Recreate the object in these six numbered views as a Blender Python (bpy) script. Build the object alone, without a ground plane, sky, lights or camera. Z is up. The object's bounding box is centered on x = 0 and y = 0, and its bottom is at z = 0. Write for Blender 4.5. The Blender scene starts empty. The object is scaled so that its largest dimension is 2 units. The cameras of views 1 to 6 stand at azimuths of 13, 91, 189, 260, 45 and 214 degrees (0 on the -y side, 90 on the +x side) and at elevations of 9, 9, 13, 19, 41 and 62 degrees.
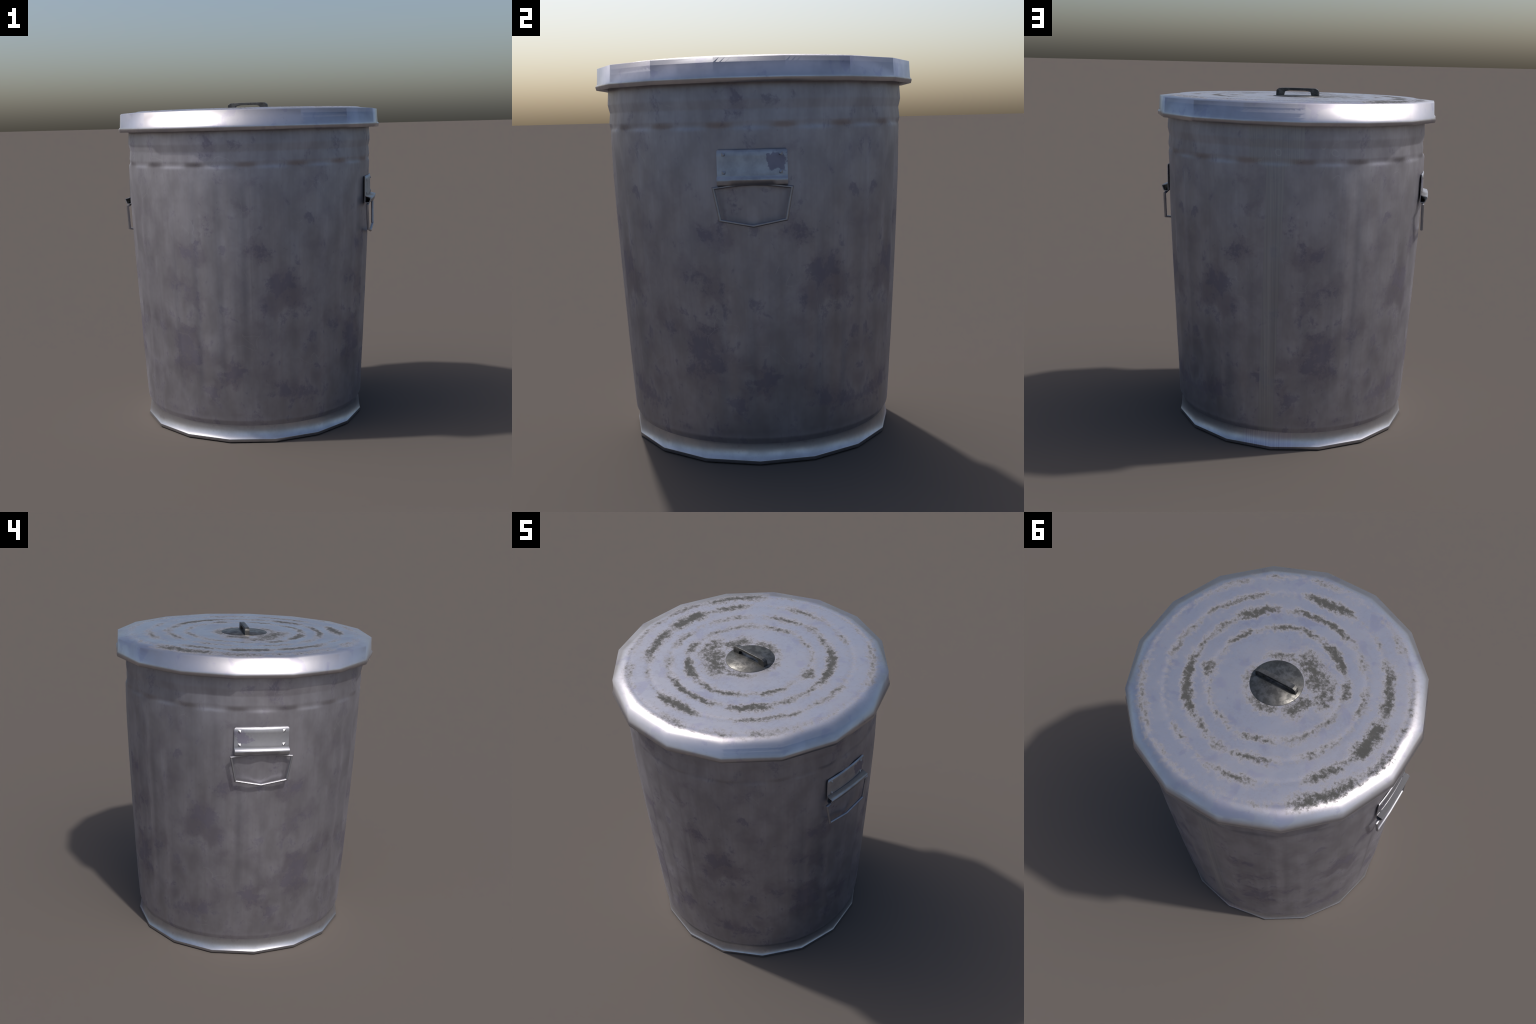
# Galvanised steel dustbin: corrugated tapering body, flared foot ring, ribbed lid with a
# bow handle, and two folded side brackets that each carry a hanging wire bail.
import bpy, math
from math import pi, sin, cos, radians, exp
from mathutils import Vector, noise

TAU = 2 * pi
SIDES = 16                       # the lid and the foot ring are sixteen-sided
STEP = TAU / SIDES


# ------------------------------------------------------------------ helpers
def lerp(a, b, t):
    return a + (b - a) * t


def smooth(a, b, x):
    t = min(1.0, max(0.0, (x - a) / (b - a)))
    return t * t * (3 - 2 * t)


def curve_at(points, x):
    """Monotone piecewise smooth interpolation through (x, y) control points."""
    if x <= points[0][0]:
        return points[0][1]
    for (x0, y0), (x1, y1) in zip(points, points[1:]):
        if x <= x1:
            return lerp(y0, y1, (x - x0) / (x1 - x0))
    return points[-1][1]


def angle_gap(a, b):
    return abs((a - b + pi) % TAU - pi)


def polygon_factor(az, phase, sides=SIDES):
    """Radius factor that turns a circle into a regular polygon with a corner at `phase`."""
    step = TAU / sides
    d = (az - phase) % step - step / 2
    return cos(step / 2) / cos(d)


def make_object(name, verts, faces, material, parent, normals=None, smooth_shade=True):
    mesh = bpy.data.meshes.new(name)
    mesh.from_pydata(verts, [], faces)
    mesh.update()
    mesh.polygons.foreach_set("use_smooth", [smooth_shade] * len(mesh.polygons))
    if normals is not None:
        mesh.normals_split_custom_set_from_vertices(normals)
    mesh.materials.append(material)
    obj = bpy.data.objects.new(name, mesh)
    bpy.context.scene.collection.objects.link(obj)
    obj.parent = parent
    return obj


def add_bevel(obj, width, segments=2, angle=35):
    mod = obj.modifiers.new("bevel", 'BEVEL')
    mod.width = width
    mod.segments = segments
    mod.limit_method = 'ANGLE'
    mod.angle_limit = radians(angle)
    mod.harden_normals = True


def ring_faces(rows, cols, closed_rows=False):
    faces = []
    for j in range(rows - 1 + (1 if closed_rows else 0)):
        a, b = j * cols, ((j + 1) % rows) * cols
        for i in range(cols):
            k = (i + 1) % cols
            faces.append((a + i, a + k, b + k, b + i))
    return faces


# ------------------------------------------------------------------ node helpers
class Nodes:
    def __init__(self, name):
        self.mat = bpy.data.materials.new(name)
        self.mat.use_nodes = True
        self.tree = self.mat.node_tree
        self.tree.nodes.clear()

    def new(self, kind, **props):
        n = self.tree.nodes.new(kind)
        for k, v in props.items():
            setattr(n, k, v)
        return n

    def plug(self, socket, value):
        if isinstance(value, bpy.types.NodeSocket):
            self.tree.links.new(value, socket)
        elif value is not None:
            socket.default_value = value

    def math(self, op, a, b=None, c=None, clamp=False):
        n = self.new('ShaderNodeMath', operation=op, use_clamp=clamp)
        self.plug(n.inputs[0], a)
        self.plug(n.inputs[1], b)
        self.plug(n.inputs[2], c)
        return n.outputs[0]

    def vmath(self, op, a, b=None):
        n = self.new('ShaderNodeVectorMath', operation=op)
        self.plug(n.inputs[0], a)
        self.plug(n.inputs[1], b)
        return n.outputs['Value'] if op in ('LENGTH', 'DISTANCE') else n.outputs['Vector']

    def separate(self, v):
        n = self.new('ShaderNodeSeparateXYZ')
        self.plug(n.inputs[0], v)
        return n.outputs

    def combine(self, x, y, z):
        n = self.new('ShaderNodeCombineXYZ')
        for s, v in zip(n.inputs, (x, y, z)):
            self.plug(s, v)
        return n.outputs[0]

    def noise(self, vec, scale, detail=4.0, rough=0.55, distort=0.0, color=False):
        n = self.new('ShaderNodeTexNoise')
        self.plug(n.inputs['Vector'], vec)
        n.inputs['Scale'].default_value = scale
        n.inputs['Detail'].default_value = detail
        n.inputs['Roughness'].default_value = rough
        n.inputs['Distortion'].default_value = distort
        return n.outputs['Color' if color else 'Fac']

    def remap(self, x, a, b, c=0.0, d=1.0, smoothed=True):
        n = self.new('ShaderNodeMapRange')
        n.interpolation_type = 'SMOOTHSTEP' if smoothed else 'LINEAR'
        self.plug(n.inputs['Value'], x)
        for key, val in zip(('From Min', 'From Max', 'To Min', 'To Max'), (a, b, c, d)):
            self.plug(n.inputs[key], val)
        return n.outputs['Result']

    def mix(self, fac, a, b, blend='MIX'):
        n = self.new('ShaderNodeMix', data_type='RGBA', blend_type=blend)
        self.plug(n.inputs['Factor'], fac)
        for key, val in (('A', a), ('B', b)):
            s = [i for i in n.inputs if i.name == key and i.type == 'RGBA'][0]
            self.plug(s, val if isinstance(val, bpy.types.NodeSocket) else (*val, 1.0))
        return [o for o in n.outputs if o.type == 'RGBA'][0]

    def scale_vec(self, v, s):
        return self.vmath('MULTIPLY', v, s)

    def finish(self, color, rough, metallic, bump=None, bump_strength=0.2, bump_distance=0.002):
        p = self.new('ShaderNodeBsdfPrincipled')
        out = self.new('ShaderNodeOutputMaterial')
        self.plug(p.inputs['Base Color'], color)
        self.plug(p.inputs['Roughness'], rough)
        self.plug(p.inputs['Metallic'], metallic)
        if bump is not None:
            b = self.new('ShaderNodeBump')
            b.inputs['Strength'].default_value = bump_strength
            b.inputs['Distance'].default_value = bump_distance
            self.plug(b.inputs['Height'], bump)
            self.plug(p.inputs['Normal'], b.outputs[0])
        self.tree.links.new(p.outputs[0], out.inputs[0])
        return self.mat


# ------------------------------------------------------------------ materials
def wrapped_coordinates(n):
    """The weathering of the wall repeats every quarter turn and is mirrored about the vertical
    plane at 45 degrees.  Returns (x, y, z) on a small cylinder whose full turn is one quarter."""
    pos = n.new('ShaderNodeTexCoord').outputs['Object']
    x, y, z = n.separate(pos)[:3]
    h = math.sqrt(0.5)
    xr = n.math('ADD', n.math('MULTIPLY', x, h), n.math('MULTIPLY', y, h))
    yr = n.math('SUBTRACT', n.math('MULTIPLY', y, h), n.math('MULTIPLY', x, h))
    t = n.math('ABSOLUTE', n.math('ARCTAN2', yr, xr))
    a = n.math('MULTIPLY_ADD', t, -4.0, radians(55 * 4))
    q = n.combine(n.math('MULTIPLY', n.math('COSINE', a), 0.19),
                  n.math('MULTIPLY', n.math('SINE', a), 0.19), z)
    return pos, q, z


# stains on one quarter of the wall: (degrees along the quarter, height, reach, weight)
STAINS = [(4, 1.735, 0.12, 1.0), (20, 1.43, 0.10, 0.8), (7, 1.29, 0.10, 0.9), (24, 1.15, 0.10, 0.8),
          (84, 1.17, 0.09, 0.8), (85, 0.87, 0.15, 1.0), (36, 0.89, 0.19, 1.05), (80, 0.60, 0.15, 0.95),
          (15, 0.42, 0.13, 1.0), (4, 0.31, 0.10, 0.9), (78, 0.45, 0.12, 0.8), (47, 1.36, 0.05, 0.5),
          (40, 0.30, 0.11, 0.7), (62, 0.72, 0.10, 0.5)]


def wall_material():
    n = Nodes("weathered_galvanised_wall")
    pos, q, z = wrapped_coordinates(n)
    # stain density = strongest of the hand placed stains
    def shake(v, scale, amount):
        d = n.vmath('SUBTRACT', n.noise(v, scale, 5, 0.62, color=True), (0.5, 0.5, 0.5))
        return n.vmath('ADD', v, n.scale_vec(d, (amount, amount, amount)))

    wobble = shake(shake(q, 3.6, 0.42), 14, 0.16)
    density = None
    for deg, h, reach, w in STAINS:
        a = radians(deg * 4)
        d = n.vmath('DISTANCE', wobble, (0.19 * cos(a), 0.19 * sin(a), h))
        s = n.remap(d, reach * 1.15, reach * 0.1, 0.0, w)
        density = s if density is None else n.math('MAXIMUM', density, s)
    streaky = n.scale_vec(q, (1.0, 1.0, 0.8))
    grain = n.noise(streaky, 11, 10, 0.66, 0.25)
    low = n.remap(z, 1.0, 0.3, 0.0, 0.035)                   # splashes lie thicker near the ground
    level = n.math('ADD', n.math('MULTIPLY_ADD', density, 0.20, grain), low)
    stain = n.remap(level, 0.585, 0.69)
    soft = n.remap(n.math('ADD', n.math('MULTIPLY_ADD', density, 0.34, n.noise(q, 5, 7, 0.62)), low), 0.46, 0.82)
    speck = n.remap(n.noise(n.scale_vec(q, (1, 1, 0.6)), 34, 3, 0.5), 0.70, 0.74)
    cloud = n.remap(n.noise(n.scale_vec(q, (1, 1, 0.7)), 6, 5, 0.6), 0.3, 0.7)
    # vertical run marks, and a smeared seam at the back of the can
    runs = n.remap(n.noise(n.scale_vec(q, (14, 14, 0.35)), 3.0, 4, 0.6), 0.38, 0.68)
    x, y, zz = n.separate(pos)[:3]
    az = n.math('ARCTAN2', y, x)
    off = n.math('ABSOLUTE', n.math('SUBTRACT', az, n.remap(zz, 0.1, 1.65, radians(87), radians(90.5),
                                                            smoothed=False)))
    halfwidth = n.remap(zz, 1.60, 1.66, radians(3.6), radians(11.0))
    seam = n.math('LESS_THAN', off, halfwidth)
    lines = n.noise(n.combine(n.math('MULTIPLY', az, 120.0), n.math('MULTIPLY', zz, 0.6), 0.0), 1.0, 3, 0.7)

    light = (0.420, 0.412, 0.462)
    dull = (0.318, 0.310, 0.346)
    col = n.mix(cloud, dull, light)
    col = n.mix(n.math('MULTIPLY', runs, 0.22), col, (0.285, 0.275, 0.295))
    col = n.mix(n.math('MULTIPLY', soft, 0.74), col, (0.262, 0.246, 0.295))
    col = n.mix(n.math('MULTIPLY', stain, 0.46), col, (0.19, 0.177, 0.24))
    col = n.mix(n.math('MULTIPLY', speck, 0.3), col, (0.20, 0.19, 0.23))
    seam_col = n.mix(n.remap(lines, 0.35, 0.65), (0.31, 0.31, 0.34), (0.40, 0.40, 0.42))
    col = n.mix(n.math('MULTIPLY', seam, 0.85), col, seam_col)
    # fine pale scratches
    v = n.new('ShaderNodeTexVoronoi', feature='DISTANCE_TO_EDGE')
    n.plug(v.inputs['Vector'], n.vmath('ADD', n.scale_vec(pos, (1, 1, 0.6)),
                                       n.scale_vec(n.noise(pos, 3, 2, color=True), (0.5, 0.5, 0.5))))
    v.inputs['Scale'].default_value = 5.0
    scratch = n.math('MULTIPLY', n.remap(v.outputs['Distance'], 0.010, 0.0),
                     n.remap(n.noise(pos, 5, 2), 0.56, 0.66))
    col = n.mix(n.math('MULTIPLY', scratch, 0.22), col, (0.62, 0.62, 0.65))
    rough = n.remap(n.math('ADD', n.math('MULTIPLY', grain, 0.6), n.math('MULTIPLY', stain, 0.2)),
                    0.2, 0.7, 0.46, 0.60, smoothed=False)
    return n.finish(col, rough, 0.92, grain, 0.10, 0.004)


def ring_material():
    n = Nodes("galvanised_foot_ring")
    pos, q, z = wrapped_coordinates(n)
    cloud = n.remap(n.noise(q, 12, 5, 0.6), 0.3, 0.7)
    col = n.mix(cloud, (0.42, 0.425, 0.46), (0.52, 0.525, 0.565))
    stain = n.remap(n.noise(q, 24, 6, 0.62), 0.60, 0.66)
    col = n.mix(n.math('MULTIPLY', stain, 0.4), col, (0.33, 0.31, 0.38))
    x, y, zz = n.separate(pos)[:3]
    az = n.math('ARCTAN2', y, x)
    off = n.math('ABSOLUTE', n.math('SUBTRACT', az, radians(88)))
    seam = n.remap(off, radians(13), radians(10))
    lines = n.noise(n.combine(n.math('MULTIPLY', az, 75.0), 0.0, 0.0), 1.0, 3, 0.7)
    col = n.mix(seam, col, n.mix(n.remap(lines, 0.35, 0.65), (0.40, 0.38, 0.48), (0.56, 0.56, 0.60)))
    rough = n.remap(cloud, 0, 1, 0.42, 0.34)
    return n.finish(col, rough, 0.95, cloud, 0.05, 0.002)


GROOVES = (0.365, 0.485, 0.605, 0.725)      # radii of the pressed grooves of the lid
# arcs of grime that settled along the grooves and round the handle:
# (azimuth, half sweep in degrees, radius, half width, weight)
GRIME = [(-35, 22, 0.605, 0.026, 0.75), (-88, 15, 0.605, 0.034, 1.0), (9, 7, 0.605, 0.026, 0.7), (-155, 18, 0.605, 0.040, 0.9),
         (175, 13, 0.605, 0.050, 1.0), (146, 12, 0.612, 0.036, 0.8), (102, 12, 0.605, 0.030, 0.7), (62, 8, 0.600, 0.026, 0.6),
         (38, 22, 0.725, 0.030, 0.6), (143, 18, 0.720, 0.046, 0.85), (170, 11, 0.730, 0.034, 0.7), (-20, 14, 0.725, 0.024, 0.4),
         (-45, 16, 0.490, 0.034, 0.95), (-92, 26, 0.488, 0.028, 0.9), (32, 28, 0.485, 0.034, 0.95), (67, 9, 0.478, 0.030, 0.75),
         (106, 15, 0.478, 0.030, 0.75), (150, 20, 0.478, 0.030, 0.6), (-165, 13, 0.480, 0.034, 0.7), (-134, 10, 0.485, 0.030, 0.6),
         (-23, 14, 0.368, 0.026, 0.85), (-75, 28, 0.368, 0.026, 0.8), (-122, 20, 0.365, 0.032, 1.0), (-158, 12, 0.372, 0.034, 0.8),
         (17, 10, 0.380, 0.040, 0.85), (50, 12, 0.365, 0.026, 0.5), (104, 17, 0.362, 0.030, 0.7), (138, 10, 0.375, 0.030, 0.5),
         (-130, 40, 0.215, 0.085, 0.85), (-165, 26, 0.27, 0.07, 0.75), (160, 28, 0.19, 0.055, 0.85), (95, 40, 0.165, 0.040, 0.75),
         (20, 40, 0.160, 0.030, 0.65), (-70, 35, 0.175, 0.040, 0.7)]


def lid_material():
    n = Nodes("grimy_galvanised_lid")
    pos = n.new('ShaderNodeTexCoord').outputs['Object']
    x, y, z = n.separate(pos)[:3]
    flat = n.combine(x, y, 0.0)
    r_true = n.vmath('LENGTH', flat)
    ragged = n.vmath('SUBTRACT', n.noise(flat, 11, 6, 0.65, color=True), (0.5, 0.5, 0.5))
    r = n.vmath('LENGTH', n.vmath('ADD', flat, n.scale_vec(ragged, (0.10, 0.10, 0.0))))
    top = n.remap(r_true, 0.815, 0.77)           # grime only lies on the flat top
    cloud = n.remap(n.noise(pos, 5, 5, 0.6), 0.3, 0.7)
    col = n.mix(cloud, (0.46, 0.455, 0.49), (0.575, 0.56, 0.592))
    haze = n.remap(n.noise(pos, 7.3, 6, 0.62, 0.5), 0.56, 0.62)
    col = n.mix(n.math('MULTIPLY', haze, 0.40), col, (0.38, 0.36, 0.47))
    wide = None
    for g in GROOVES:
        d = n.math('ABSOLUTE', n.math('SUBTRACT', r, g))
        w = n.remap(d, 0.055, 0.0)
        wide = w if wide is None else n.math('MAXIMUM', wide, w)
    ragged_dir = n.vmath('NORMALIZE', n.vmath('ADD', flat, n.scale_vec(ragged, (0.10, 0.10, 0.0))))
    cover = None
    for deg, sweep, rad, width, w in GRIME:
        a = radians(deg)
        dot = n.new('ShaderNodeVectorMath', operation='DOT_PRODUCT')
        n.plug(dot.inputs[0], ragged_dir)
        dot.inputs[1].default_value = (cos(a), sin(a), 0.0)
        angle = n.math('ARCCOSINE', n.math('MINIMUM', dot.outputs['Value'], 1.0))
        along = n.remap(angle, radians(sweep) * 1.6, radians(sweep) * 0.4, 0.0, w)
        across = n.remap(n.math('ABSOLUTE', n.math('SUBTRACT', r, rad)), width * 1.95, 0.0)
        c = n.math('MULTIPLY', along, across)
        cover = c if cover is None else n.math('MAXIMUM', cover, c)
    fine = n.noise(flat, 38, 12, 0.78)
    broad = n.remap(n.noise(flat, 3.0, 4, 0.6), 0.38, 0.62)
    thin = n.math('MULTIPLY', wide, n.math('MULTIPLY_ADD', broad, 0.45, 0.22))
    cover = n.math('MAXIMUM', cover, n.math('MAXIMUM', thin, n.math('MULTIPLY', n.remap(r, 0.24, 0.14), 0.35)))
    level = n.math('MULTIPLY_ADD', n.math('SUBTRACT', fine, 0.5), 3.1, n.math('MULTIPLY', cover, 1.22))
    grime = n.math('MULTIPLY', n.remap(level, 0.22, 1.12), top)
    dust = n.math('MULTIPLY', n.remap(n.math('MULTIPLY_ADD', broad, 0.25, level), 0.0, 0.55), top)
    col = n.mix(n.math('MULTIPLY', dust, 0.50), col, (0.39, 0.37, 0.40))
    col = n.mix(n.math('MULTIPLY', grime, 0.96), col, (0.034, 0.034, 0.029))
    fleck = n.remap(n.noise(pos, 30, 3, 0.5), 0.70, 0.74)
    col = n.mix(n.math('MULTIPLY', fleck, 0.3), col, (0.30, 0.28, 0.36))
    rough = n.math('MULTIPLY_ADD', grime, 0.30, n.remap(cloud, 0, 1, 0.42, 0.34))
    metal = n.math('MULTIPLY_ADD', grime, -0.7, 0.95)
    metal = n.math('MULTIPLY_ADD', dust, -0.06, metal)
    return n.finish(col, rough, metal, cloud, 0.04, 0.003)


def dark_handle_material():
    n = Nodes("dark_blackened_steel")
    pos = n.new('ShaderNodeTexCoord').outputs['Object']
    a = n.remap(n.noise(pos, 22, 7, 0.65), 0.40, 0.62)
    col = n.mix(a, (0.060, 0.060, 0.060), (0.150, 0.147, 0.142))
    b = n.remap(n.noise(pos, 9, 3, 0.5), 0.5, 0.62)
    col = n.mix(n.math('MULTIPLY', b, 0.6), col, (0.11, 0.11, 0.105))
    return n.finish(col, n.remap(a, 0, 1, 0.50, 0.40), 0.85, a, 0.05, 0.001)


def bracket_material():
    n = Nodes("bright_bracket_steel")
    pos = n.new('ShaderNodeTexCoord').outputs['Object']
    cloud = n.remap(n.noise(pos, 16, 5, 0.6), 0.3, 0.7)
    col = n.mix(cloud, (0.32, 0.322, 0.352), (0.40, 0.402, 0.432))
    warp = n.vmath('ADD', pos, n.scale_vec(n.vmath('SUBTRACT', n.noise(pos, 26, 5, 0.6, color=True),
                                                   (0.5, 0.5, 0.5)), (0.0, 0.15, 0.10)))
    x, y, z = n.separate(warp)[:3]
    d = n.vmath('LENGTH', n.combine(0.0, n.math('SUBTRACT', y, 0.115),
                                    n.math('MULTIPLY', n.math('SUBTRACT', z, 1.478), 1.4)))
    stain = n.remap(d, 0.058, 0.046)
    col = n.mix(n.math('MULTIPLY', stain, 0.75), col, (0.20, 0.185, 0.25))
    rough = n.math('MULTIPLY_ADD', stain, 0.12, n.remap(cloud, 0, 1, 0.47, 0.40))
    return n.finish(col, rough, 0.95, cloud, 0.04, 0.001)


# ------------------------------------------------------------------ the wall of the can
WALL_PROFILE = [(0.098, 0.6790), (0.106, 0.6830), (0.135, 0.6990), (0.18, 0.7030), (0.28, 0.7095), (0.37, 0.7140),
                (0.52, 0.7230), (0.65, 0.7290), (0.80, 0.7370), (0.95, 0.7440), (1.10, 0.7510),
                (1.20, 0.7550), (1.35, 0.7605), (1.45, 0.7630), (1.55, 0.7640), (1.632, 0.7640)]
BAND_PROFILE = [(1.632, 0.7640), (1.660, 0.7695), (1.690, 0.7665), (1.714, 0.7640),
                (1.735, 0.7690), (1.757, 0.7735), (1.790, 0.7710), (1.830, 0.7680), (1.905, 0.7650)]


def wall_radius(az, z):
    """Round, corrugated wall below; plain sixteen-sided band above the ledge."""
    band = smooth(1.622, 1.648, z)
    r = curve_at(WALL_PROFILE, z) if z <= 1.632 else curve_at(BAND_PROFILE, z)
    # corrugation: straight-sided folds with a ridge every 11.25 degrees, running out at both ends
    fold = abs((az / (STEP / 2)) % 1.0 - 0.5) * 2.0              # 1 on the ridge, 0 in the valley
    depth = 0.0130 * smooth(0.14, 0.50, z) * (1 - smooth(1.46, 1.615, z))
    r -= depth * (1 - fold)
    r *= lerp(1.0, polygon_factor(az, STEP / 2), band)
    # hand-hammered unevenness
    r += 0.0012 * noise.noise((cos(az) * 1.6 + 5.0, sin(az) * 1.6, z * 1.3))
    return r


def wall_normal(p):
    """The folds and creases are rolled soft: shading follows the round can with only a shallow
    groove beside each ridge, and the ledge turns down in the middle of every scallop."""
    az, z = math.atan2(p.y, p.x), p.z
    h = 0.006
    profile = WALL_PROFILE if z <= 1.632 else BAND_PROFILE
    slope = (curve_at(profile, z + h) - curve_at(profile, z - h)) / (2 * h)
    soft = 1 - 0.80 * smooth(1.60, 1.64, z) - 0.60 * (1 - smooth(0.13, 0.17, z))
    wave = cos(16 * (az - STEP / 2))
    tilt = -slope * soft
    tilt -= 0.27 * exp(-((z - 1.643) / 0.012) ** 2) * max(0.0, wave) ** 1.2
    tilt += 0.16 * exp(-((z - 1.630) / 0.012) ** 2) * (0.5 - 0.5 * wave)
    strength = 0.25 * smooth(0.16, 0.40, z) * (1 - 0.55 * smooth(0.8, 1.45, z)) * (1 - smooth(1.50, 1.60, z))
    strength *= 0.35 + 1.2 * max(0.0, noise.noise((cos(az) * 2.3, sin(az) * 2.3, z * 0.7)) + 0.40)
    turn = strength * sin(az * 32) * (0.5 + 0.5 * cos(az * 32))
    turn += 0.05 * noise.noise((cos(az) * 3.0 + 9.0, sin(az) * 3.0, z * 1.6))
    tilt += 0.04 * noise.noise((cos(az) * 4.0, sin(az) * 4.0 + 7.0, z * 4.0))
    a = az - turn
    return Vector((cos(a), sin(a), tilt)).normalized()


def build_wall(parent, material):
    cols = 320
    levels = sorted(set([round(0.098 + i * 0.012, 4) for i in range(127)] +
                        [0.102, 0.128, 0.135, 0.142] +
                        [round(1.612 + i * 0.006, 4) for i in range(49)]))
    verts = []
    for z in levels:
        for i in range(cols):
            az = TAU * i / cols
            r = wall_radius(az, z)
            verts.append((r * cos(az), r * sin(az), z))
    faces = ring_faces(len(levels), cols)
    top = (len(levels) - 1) * cols
    # floor and mouth of the can, hidden by the ring and the lid
    faces.append(tuple(range(cols - 1, -1, -1)))
    faces.append(tuple(range(top, top + cols)))
    obj = make_object("body", verts, faces, material, parent, [wall_normal(Vector(v)) for v in verts])
    for p in obj.data.polygons:
        if p.loop_total > 4:
            p.use_smooth = False
    return obj


# ------------------------------------------------------------------ foot ring
def build_foot_ring(parent, material):
    cols = SIDES * 12
    # (height, radius at the corners, roundness 1 = circle 0 = sixteen-sided, tilt of the shading normal)
    profile = [(0.112, 0.6720, 1.0, -5), (0.104, 0.6800, 1.0, -5), (0.094, 0.6870, 0.85, 2), (0.080, 0.6905, 0.65, 6),
               (0.062, 0.6935, 0.42, 14), (0.040, 0.6965, 0.18, 25), (0.0225, 0.7002, 0.0, 38),
               (0.0190, 0.7015, 0.0, -8), (0.0045, 0.7010, 0.0, -30), (0.0038, 0.6985, 0.0, -60),
               (0.0020, 0.640, 0.0, -90), (0.0, 0.600, 0.0, -90)]
    verts, normals = [], []
    for z, r, roundness, tilt in profile:
        for i in range(cols):
            az = TAU * i / cols
            f = lerp(polygon_factor(az, 0.0), 1.0, roundness)
            verts.append((r * f * cos(az), r * f * sin(az), z))
            t = radians(tilt)
            normals.append((cos(t) * cos(az), cos(t) * sin(az), sin(t)))
    faces = [tuple(reversed(f)) for f in ring_faces(len(profile), cols)]
    last = (len(profile) - 1) * cols
    faces.append(tuple(range(last + cols - 1, last - 1, -1)))
    return make_object("foot_ring", verts, faces, material, parent, normals)


# ------------------------------------------------------------------ lid
def lid_height(r):
    """Height of the pressed lid top: sloping rim, raised plateau, faintly dished middle."""
    return curve_at([(0.0, 1.9515), (0.30, 1.9513), (0.365, 1.9530), (0.43, 1.9513), (0.485, 1.9535), (0.55, 1.9512),
                     (0.605, 1.9535), (0.66, 1.9535), (0.690, 1.9560), (0.700, 1.9556),
                     (0.715, 1.9512), (0.735, 1.9496), (0.80, 1.9438), (0.818, 1.9422)], r)


def lid_slope(r):
    """Softened slope of the pressed ring grooves, used for shading."""
    s = 0.0
    for g in GROOVES:
        s += 0.085 * (r - g) / 0.016 * exp(-((r - g) / 0.016) ** 2)
    return s


def build_lid(parent, material):
    cols = SIDES * 12
    rows = []                               # (radius, z, roundness, explicit tilt or None)
    radii = [0.02 + 0.01 * i for i in range(78)] + [0.805, 0.812]
    for r in radii:
        rows.append((r, lid_height(r), 1 - smooth(0.70, 0.81, r), None))
    rows += [(0.8170, 1.9424, 0.0, 47), (0.8184, 1.9412, 0.0, 46), (0.8196, 1.920, 0.0, 42), (0.8210, 1.895, 0.0, 36),
             (0.8228, 1.872, 0.0, 31), (0.8237, 1.8600, 0.0, 25), (0.8318, 1.8512, 0.0, 4),
             (0.8318, 1.8470, 0.0, -15), (0.8280, 1.8314, 0.0, -48),
             (0.8255, 1.8310, 0.0, -90), (0.8215, 1.8325, 0.0, -120), (0.8180, 1.8420, 0.0, -170),
             (0.8120, 1.9330, 0.0, -170)]
    verts, normals = [(0, 0, lid_height(0.0))], [(0, 0, 1)]
    for r, z, roundness, tilt in rows:
        if tilt is None:
            tilt = pi / 2 + lid_slope(r)
            tilt = lerp(tilt, radians(47), min(1.0, max(0.0, (r - 0.735) / (0.814 - 0.735))) ** 0.9)
        else:
            tilt = radians(tilt)
        for i in range(cols):
            az = TAU * i / cols
            f = lerp(polygon_factor(az, STEP / 2), 1.0, roundness)
            verts.append((r * f * cos(az), r * f * sin(az), z))
            normals.append((cos(tilt) * cos(az), cos(tilt) * sin(az), sin(tilt)))
    faces = [(0, 1 + i, 1 + (i + 1) % cols) for i in range(cols)]
    for f in ring_faces(len(rows), cols):
        faces.append(tuple(1 + k for k in reversed(f)))
    last = 1 + (len(rows) - 1) * cols
    faces.append(tuple(range(last + cols - 1, last - 1, -1)))
    return make_object("lid", verts, faces, material, parent, normals)


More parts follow.
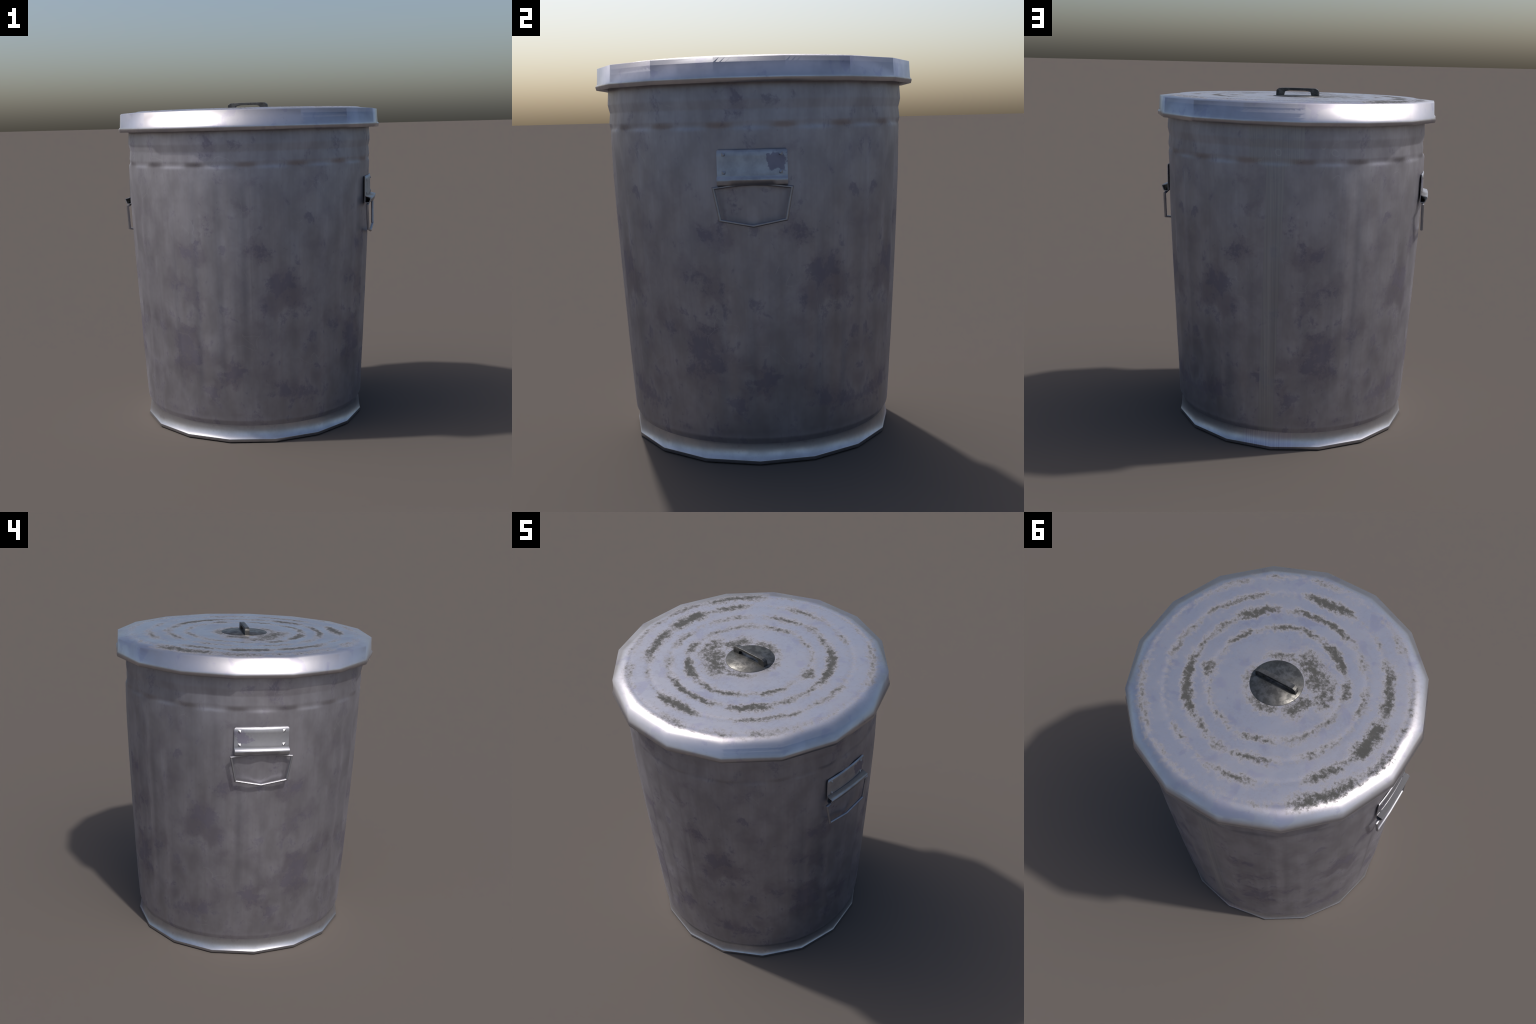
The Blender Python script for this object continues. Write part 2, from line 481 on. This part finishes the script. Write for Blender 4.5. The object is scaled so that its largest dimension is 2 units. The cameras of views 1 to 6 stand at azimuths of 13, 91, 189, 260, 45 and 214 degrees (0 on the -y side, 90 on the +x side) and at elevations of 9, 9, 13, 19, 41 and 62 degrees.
def build_lid_handle(parent, material):
    # base disc: a shallow dome
    cols = 72
    prof = [(0.1465, 1.9470), (0.1465, 1.9520), (0.1440, 1.9538), (0.115, 1.9556), (0.075, 1.9572), (0.035, 1.9580)]
    verts = [(r * cos(TAU * i / cols), r * sin(TAU * i / cols), z) for r, z in prof for i in range(cols)]
    verts.append((0, 0, 1.9582))
    faces = ring_faces(len(prof), cols)
    c, last = len(verts) - 1, (len(prof) - 1) * cols
    faces += [(last + i, last + (i + 1) % cols, c) for i in range(cols)]
    normals = []
    for r, z in prof:
        for i in range(cols):
            az = TAU * i / cols
            t = radians(90 - 27 * (r / 0.1465) ** 1.2) if z > 1.9525 else radians(25)
            normals.append((cos(t) * cos(az), cos(t) * sin(az), sin(t)))
    normals.append((0, 0, 1))
    plate = make_object("handle_plate", verts, faces, material, parent, normals)

    # bow: outline in the x-z plane, pushed out to a bar
    outer = [(0.1285, 1.9530), (0.1275, 1.9800), (0.1245, 1.9890), (0.1090, 1.9985), (0.055, 1.9998)]
    inner = [(0.0840, 1.9530), (0.0780, 1.9770), (0.0640, 1.9820), (0.046, 1.9845)]
    rim = outer + [(-x, z) for x, z in reversed(outer)]
    hole = [(-x, z) for x, z in inner] + [(x, z) for x, z in reversed(inner)]
    outline = rim + hole
    k = len(outline)
    verts = [(x, -0.0145, z) for x, z in outline] + [(x, 0.0145, z) for x, z in outline]
    faces = [tuple(range(k)), tuple(range(2 * k - 1, k - 1, -1))]
    faces += [(i, i + k, (i + 1) % k + k, (i + 1) % k) for i in range(k)]
    bar = make_object("lid_handle", verts, faces, material, parent, smooth_shade=False)
    add_bevel(bar, 0.0016, 2, 30)
    return plate, bar


# ------------------------------------------------------------------ side brackets
def bracket_face(y):
    return 0.7675 - 0.0100 * (y / 0.16) ** 2


def build_bracket(parent, side, material):
    """Folded sheet: rolled top lip, flat plate, and a trough curled forward along the bottom."""
    cols = 33
    sheet = 0.0042
    verts, faces, normals = [], [], []
    half = []
    for i in range(cols):
        u = i / (cols - 1) * 2 - 1
        scoop = smooth(0.70, 0.55, abs(u))       # the middle of the trough bellies out and faces down
        ends = abs(u) ** 2 * 0.005
        # (outwards, height, share of the width, tilt of the shading normal)
        path = [(-0.0050, 1.5355, 0.938, 62), (-0.0015, 1.5335, 0.962, 50), (0.0004, 1.5285, 0.990, 34),
                (0.0006, 1.5200, 1.0, 14), (0.0003, 1.5000, 1.0, 5), (0.0, 1.4300, 1.0, 10), (-0.0005, 1.3760, 1.0, 0),
                (0.0020, 1.3710, 1.0, -45), (0.0060, 1.3695, 1.0, -85),
                (0.0170 + ends + 0.002 * scoop, 1.3715, 1.0, -60),
                (0.0225 + ends + 0.003 * scoop, 1.3765, 1.0, -15 - 30 * scoop),
                (0.0275 + ends + 0.003 * scoop, 1.3910, 1.0, -5 - 18 * scoop),
                (0.0315 + ends, 1.4000, 1.0, 18), (0.0310 + ends, 1.4045, 1.0, 36), (0.0285 + ends, 1.4075, 1.0, 34),
                (0.0200 + ends / 2, 1.4100, 1.0, 22), (0.0110, 1.4125, 1.0, 14), (0.0050, 1.4155, 1.0, 8),
                (0.0022, 1.4185, 1.0, 5)]
        front, back, fn = [], [], []
        for j, (dx, z, wy, tilt) in enumerate(path):
            a, b = path[max(0, j - 1)], path[min(len(path) - 1, j + 1)]
            tx, tz = b[0] - a[0], b[1] - a[1]
            L = math.hypot(tx, tz)
            nx, nz = -tz / L, tx / L             # outward side of the sheet
            y = 0.1615 * u * wy
            x = bracket_face(y) + dx
            # the path is the visible face: the front of the plate, then the outside of the trough
            curl = 1 if j >= 7 else 0
            front.append((x + nx * sheet * curl, y, z + nz * sheet * curl))
            back.append((x - nx * sheet * (1 - curl), y, z - nz * sheet * (1 - curl)))
            t, yaw = radians(tilt), 0.26 * u
            sign = -1 if curl else 1
            fn.append((sign * cos(t) * cos(yaw), sign * cos(t) * sin(yaw), sign * sin(t)))
        loop = front + back[::-1]
        half.append(len(loop))
        verts += loop
        normals += fn + [(-a, -b, -c) for a, b, c in fn[::-1]]
    k = half[0]
    for i in range(cols - 1):
        a, b = i * k, (i + 1) * k
        for j in range(k):
            m = (j + 1) % k
            faces.append((a + j, a + m, b + m, b + j))
    n = k // 2
    for end, flip in ((0, False), ((cols - 1) * k, True)):
        base = len(verts)
        verts += verts[end:end + k]
        normals += [(0, 1 if flip else -1, 0)] * k
        for j in range(n - 1):
            f = (base + j, base + j + 1, base + k - 2 - j, base + k - 1 - j)
            faces.append(f if flip else tuple(reversed(f)))
    if side < 0:
        verts = [(-x, y, z) for x, y, z in verts]
        normals = [(-x, y, z) for x, y, z in normals]
        faces = [tuple(reversed(f)) for f in faces]
    return make_object("side_bracket", verts, faces, material, parent, normals)


def build_bail(parent, side, material):
    """Hanging wire loop: a five-cornered frame of round rod."""
    corners = [(-0.1798, 1.3590), (-0.1525, 1.2125), (0.0, 1.1835), (0.1525, 1.2125), (0.1798, 1.3590),
               (0.110, 1.3685), (0.055, 1.3740), (0.0, 1.3755), (-0.055, 1.3740), (-0.110, 1.3685)]
    rod = 0.0068
    section = 10
    verts = []
    m = len(corners)
    for i, (y, z) in enumerate(corners):
        p, q = corners[i - 1], corners[(i + 1) % m]
        d0, d1 = Vector((y - p[0], z - p[1])).normalized(), Vector((q[0] - y, q[1] - z)).normalized()
        n0, n1 = Vector((d0.y, -d0.x)), Vector((d1.y, -d1.x))
        miter = (n0 + n1).normalized()
        miter /= max(0.45, miter.dot(n0))
        x = 0.7730 if z < 1.3 else 0.7705
        for s in range(section):
            a = TAU * s / section
            verts.append((x + 1.2 * rod * sin(a), y + miter.x * rod * cos(a), z + miter.y * rod * cos(a)))
    faces = ring_faces(m, section, closed_rows=True)
    if side < 0:
        verts = [(-x, y, z) for x, y, z in verts]
    else:
        faces = [tuple(reversed(f)) for f in faces]
    obj = make_object("bail_handle", verts, faces, material, parent)
    mod = obj.modifiers.new("edge_split", 'EDGE_SPLIT')     # crisp mitres at the corners
    mod.split_angle = radians(40)
    return obj


def rivet_mesh(mirror, material):
    """Faceted rivet head: a square foot with its point pulled towards the middle and down."""
    h = 0.0085
    s = -1 if mirror else 1
    verts = [(0, -h * s, h), (0, h * s, h), (0, h * s, -h), (0, -h * s, -h), (0.0075, 0.55 * h * s, -0.60 * h)]
    faces = [(0, 4, 1), (1, 4, 2), (2, 4, 3), (3, 4, 0), (0, 1, 2, 3)]
    if not mirror:
        faces = [tuple(f) for f in faces]
    else:
        faces = [tuple(reversed(f)) for f in faces]
    mesh = bpy.data.meshes.new("rivet")
    mesh.from_pydata(verts, [], faces)
    mesh.materials.append(material)
    return mesh


def build_rivets(parent, side, meshes):
    for y in (-0.131, 0.131):
        for z in (1.5125, 1.4300):
            # the head leans towards the middle of the plate; a half turn swaps left and right
            left = (y < 0) if side > 0 else (y > 0)
            obj = bpy.data.objects.new("rivet", meshes[0 if left else 1])
            bpy.context.scene.collection.objects.link(obj)
            obj.location = (side * (bracket_face(y) + 0.0003), y, z)
            obj.rotation_euler = (0, 0, 0 if side > 0 else pi)
            obj.parent = parent


# ------------------------------------------------------------------ assembly
def main():
    can = bpy.data.objects.new("trash_can", None)
    bpy.context.scene.collection.objects.link(can)
    can["label"] = "weathered galvanised steel trash can with ribbed lid"
    can["category"] = "trash can"

    build_wall(can, wall_material())
    build_foot_ring(can, ring_material())
    lid = build_lid(can, lid_material())
    build_lid_handle(lid, dark_handle_material())

    steel = bracket_material()
    rivets = (rivet_mesh(False, steel), rivet_mesh(True, steel))
    for side in (1, -1):
        bracket = build_bracket(can, side, steel)
        build_bail(bracket, side, steel)
        build_rivets(bracket, side, rivets)


main()
